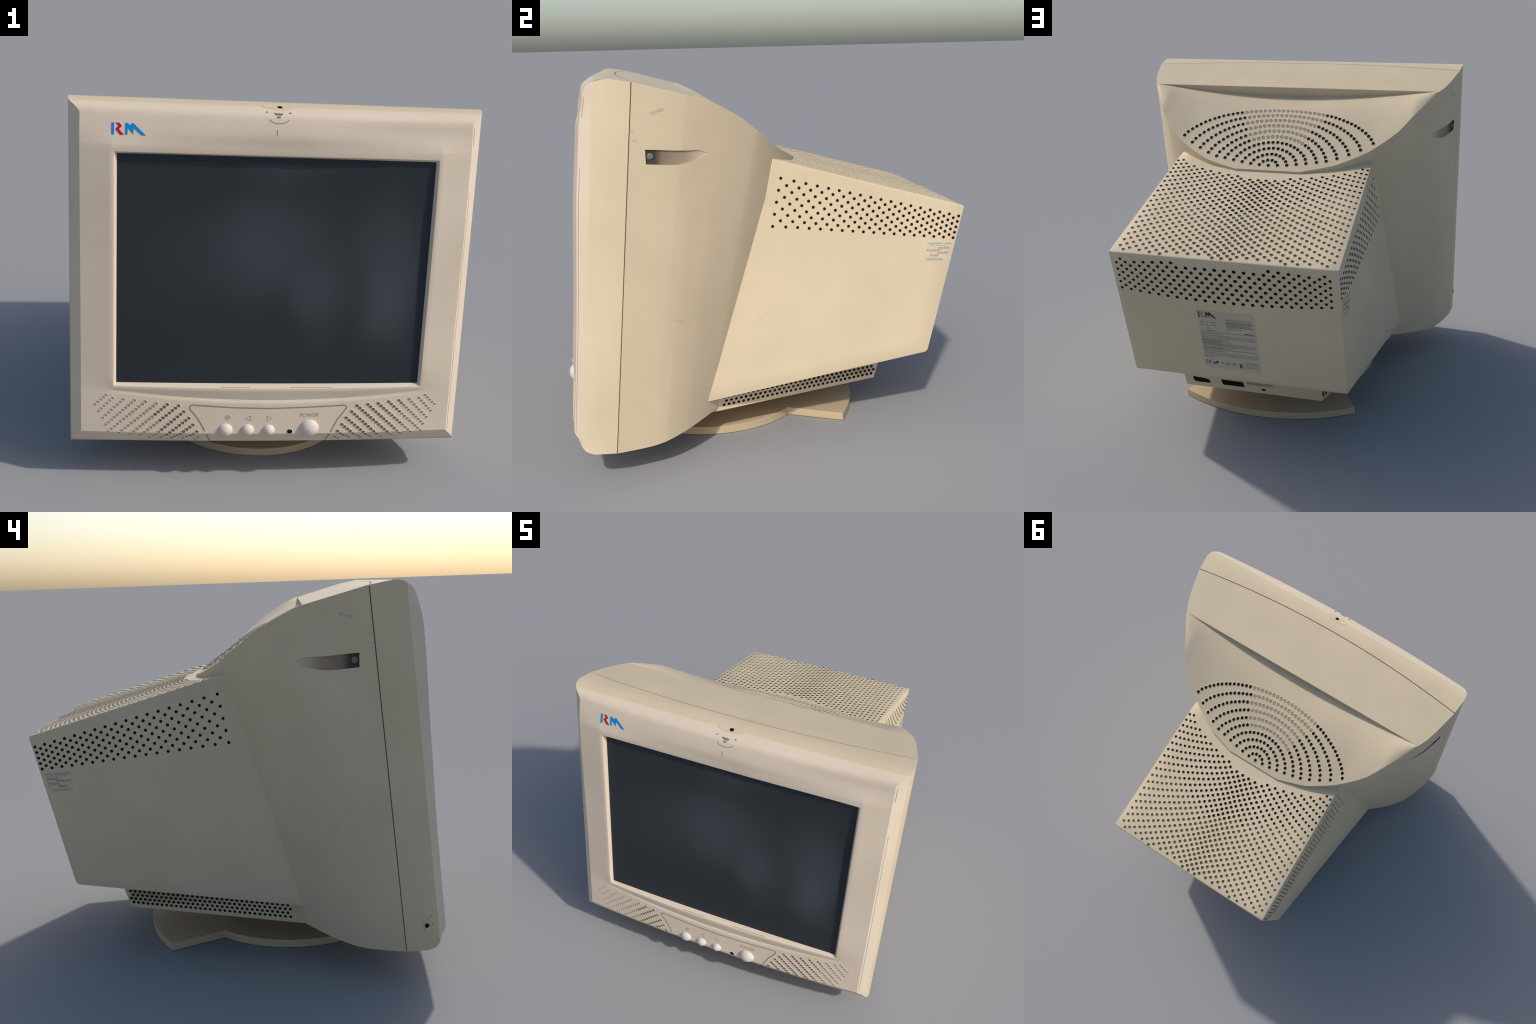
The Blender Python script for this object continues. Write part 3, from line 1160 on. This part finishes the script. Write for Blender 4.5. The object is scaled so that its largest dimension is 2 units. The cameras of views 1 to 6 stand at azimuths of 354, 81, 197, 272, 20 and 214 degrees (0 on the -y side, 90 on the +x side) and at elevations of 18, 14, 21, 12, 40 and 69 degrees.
for b in (0.185, 0.232):
    text_line(b, 0.03, 0.10)
    text_line(b, 0.14, 0.17)
    text_line(b, 0.21, 0.32)
text_line(0.285, 0.15, 0.18)
text_line(0.325, 0.14, 0.28)
for b in (0.115, 0.150, 0.168, 0.190, 0.212, 0.234):
    text_line(b, 0.50, word.uniform(0.90, 0.98), 2, 0.015)
text_line(0.270, 0.50, 0.76)
bar(0.02, 0.352, 0.985, 0.358, 2)
text_line(0.330, 0.80, 0.96, 1)
for k in range(12):
    b = 0.375 + 0.0345 * k
    a1 = [0.42, 0.98, 0.98, 0.50, 0.52, 0.97, 0.97, 0.55, 0.97, 0.40, 0.98, 0.98][k]
    text_line(b, 0.02, a1, 2, 0.013)
    if k in (3, 4, 5, 7):
        text_line(b + 0.016, 0.02, 0.38, 2, 0.010)
bar(0.02, 0.560, 0.60, 0.565, 2)
text_line(0.79, 0.02, 0.20)
# approval marks along the bottom edge
for cx_ in (0.045, 0.105):
    for t in np.linspace(math.radians(60), math.radians(300), 9)[:-1]:
        t2 = t + math.radians(27)
        pts = [L(cx_ + 0.030 * math.cos(q), 0.895 - 0.030 * math.sin(q)) for q in (t, t2)]
        pin = [L(cx_ + 0.021 * math.cos(q), 0.895 - 0.021 * math.sin(q)) for q in (t2, t)]
        plate(s, hou, pts + pin, back_ray, 0.0022, 1)
bar(0.078, 0.892, 0.115, 0.900, 1)
for (a, b, r) in [(0.175, 0.915, 0.028), (0.225, 0.893, 0.026)]:
    plate(s, hou, [L(a + r * math.cos(q), b - 0.85 * r * math.sin(q)) for q in np.linspace(0, 2 * math.pi, 13)[:-1]], back_ray, 0.0022 + 0.0001 * (a > 0.2), 1)
bar(0.163, 0.908, 0.187, 0.922, 0, 0.0030)
bar(0.300, 0.875, 0.345, 0.910, 2)
for a0, a1 in ((0.39, 0.46), (0.50, 0.57)):
    for b in (0.880, 0.897, 0.913):
        text_line(b, a0, a1, 2, 0.011)
bar(0.635, 0.878, 0.665, 0.955, 1)
bar(0.675, 0.878, 0.705, 0.955, 2)
text_line(0.845, 0.74, 0.97, 2, 0.022)
text_line(0.885, 0.74, 0.97, 2, 0.016)
text_line(0.925, 0.74, 0.97, 2, 0.016)
make("rating_label", s.v, s.f, None, housing, smooth=0, mats=[M_LABEL, M_LABEL_INK, M_LABEL_GREY], face_mats=s.m)

# stickers at the back end of each flank
for sg in (1, -1):
    s = Soup()
    ray = lambda y, z: ((sg * 1.5, y, z), (-sg, 0, 0))
    C = ((0.812, 0.962), (0.945, 0.957), (0.800, 0.868), (0.918, 0.861))
    S_ = lambda a, b: bil(*C, a, b)
    box = lambda a0, b0, a1, b1, m, lf: plate(s, hou, [S_(a0, b0), S_(a1, b0), S_(a1, b1), S_(a0, b1)], ray, lf, m)
    box(0, 0, 1, 1, 0, 0.0012)
    box(0.05, 0.04, 0.62, 0.11, 1, 0.002)
    box(0.70, 0.05, 0.98, 0.12, 1, 0.002)
    for a in (0.18, 0.36, 0.50, 0.66):
        box(a, 0.16, a + 0.10, 0.21, 1, 0.002)
    w2 = random.Random(5)
    for b, a0, a1 in [(0.26, 0.50, 0.86), (0.40, 0.05, 0.60), (0.52, 0.50, 0.85), (0.68, 0.22, 0.52)]:
        a = a0
        while a < a1:
            w = w2.uniform(0.025, 0.06)
            dy = w2.uniform(-0.02, 0.02)
            box(a, b + dy, a + w, b + 0.10 + dy, 2, 0.002)
            a += w + 0.025
    box(0.10, 0.88, 0.80, 0.95, 1, 0.002)
    for b in (0.36, 0.50, 0.66):
        box(0.90, b, 0.97, b + 0.05, 1, 0.002)
    make("flank_sticker", s.v, s.f, None, housing, smooth=0, mats=[M_STICKER, M_TEAL, M_MAROON], face_mats=s.m)

# sockets on the lower housing
s = Soup()
plate(s, lob, [(0.349, 0.252), (0.343, 0.257), (0.272, 0.252), (0.252, 0.245), (0.247, 0.222), (0.330, 0.221), (0.344, 0.228)], back_ray, 0.0010)
make("video_socket", s.v, s.f, M_HOLE, lower, smooth=0)
s = Soup()
plate(s, lob, [(0.180, 0.258), (0.056, 0.258), (0.049, 0.250), (0.046, 0.222), (0.165, 0.221), (0.174, 0.228)], back_ray, 0.0010)
make("power_socket", s.v, s.f, M_HOLE, lower, smooth=0)
s = Soup()
plate(s, lob, [(0.033, 0.270), (-0.132, 0.268), (-0.128, 0.240), (0.031, 0.243)], back_ray, 0.0010, 0)
w3 = random.Random(9)
a = 0.024
while a > -0.122:
    w = w3.uniform(0.004, 0.012)
    plate(s, lob, [(a, 0.264), (a - w, 0.264), (a - w, 0.248), (a, 0.248)], back_ray, 0.0016, 1)
    a -= w + 0.003
h = cast(lob, *back_ray(-0.066, 0.218))
hole_disc(s, h[0], h[1], X, 0.013, 0.0075, 2, rim=False, seg=14)
make("socket_label", s.v, s.f, None, lower, smooth=0, mats=[M_LABEL, M_LABEL_GREY, M_HOLE], face_mats=s.m)

# ------------------------------------------------------------------ scuffs on the flanks
s = Soup()
for sg in (1, -1):
    ray = lambda y, z: ((sg * 1.5, y, z), (-sg, 0, 0))
    w4 = random.Random(11)
    for i in range(16):
        f = w4.random()
        y, z = -0.525 + 0.085 * f + w4.uniform(-0.006, 0.006), 1.668 + 0.028 * f + w4.uniform(-0.004, 0.004)
        h = cast(cov, *ray(y, z))
        hole_disc(s, h[0], h[1], Y, w4.uniform(0.003, 0.011), w4.uniform(0.0015, 0.0045), 0, rim=False, seg=9)
    for y, z in [(-0.600, 1.56), (-0.61, 1.60), (-0.46, 0.74), (-0.44, 0.73)]:
        h = cast(cov, *ray(y, z))
        if h:
            hole_disc(s, h[0], h[1], Y, 0.010, 0.003, 0, rim=False, seg=9)
make("flank_scuff", s.v, s.f, M_SCUFF, cover, smooth=0)
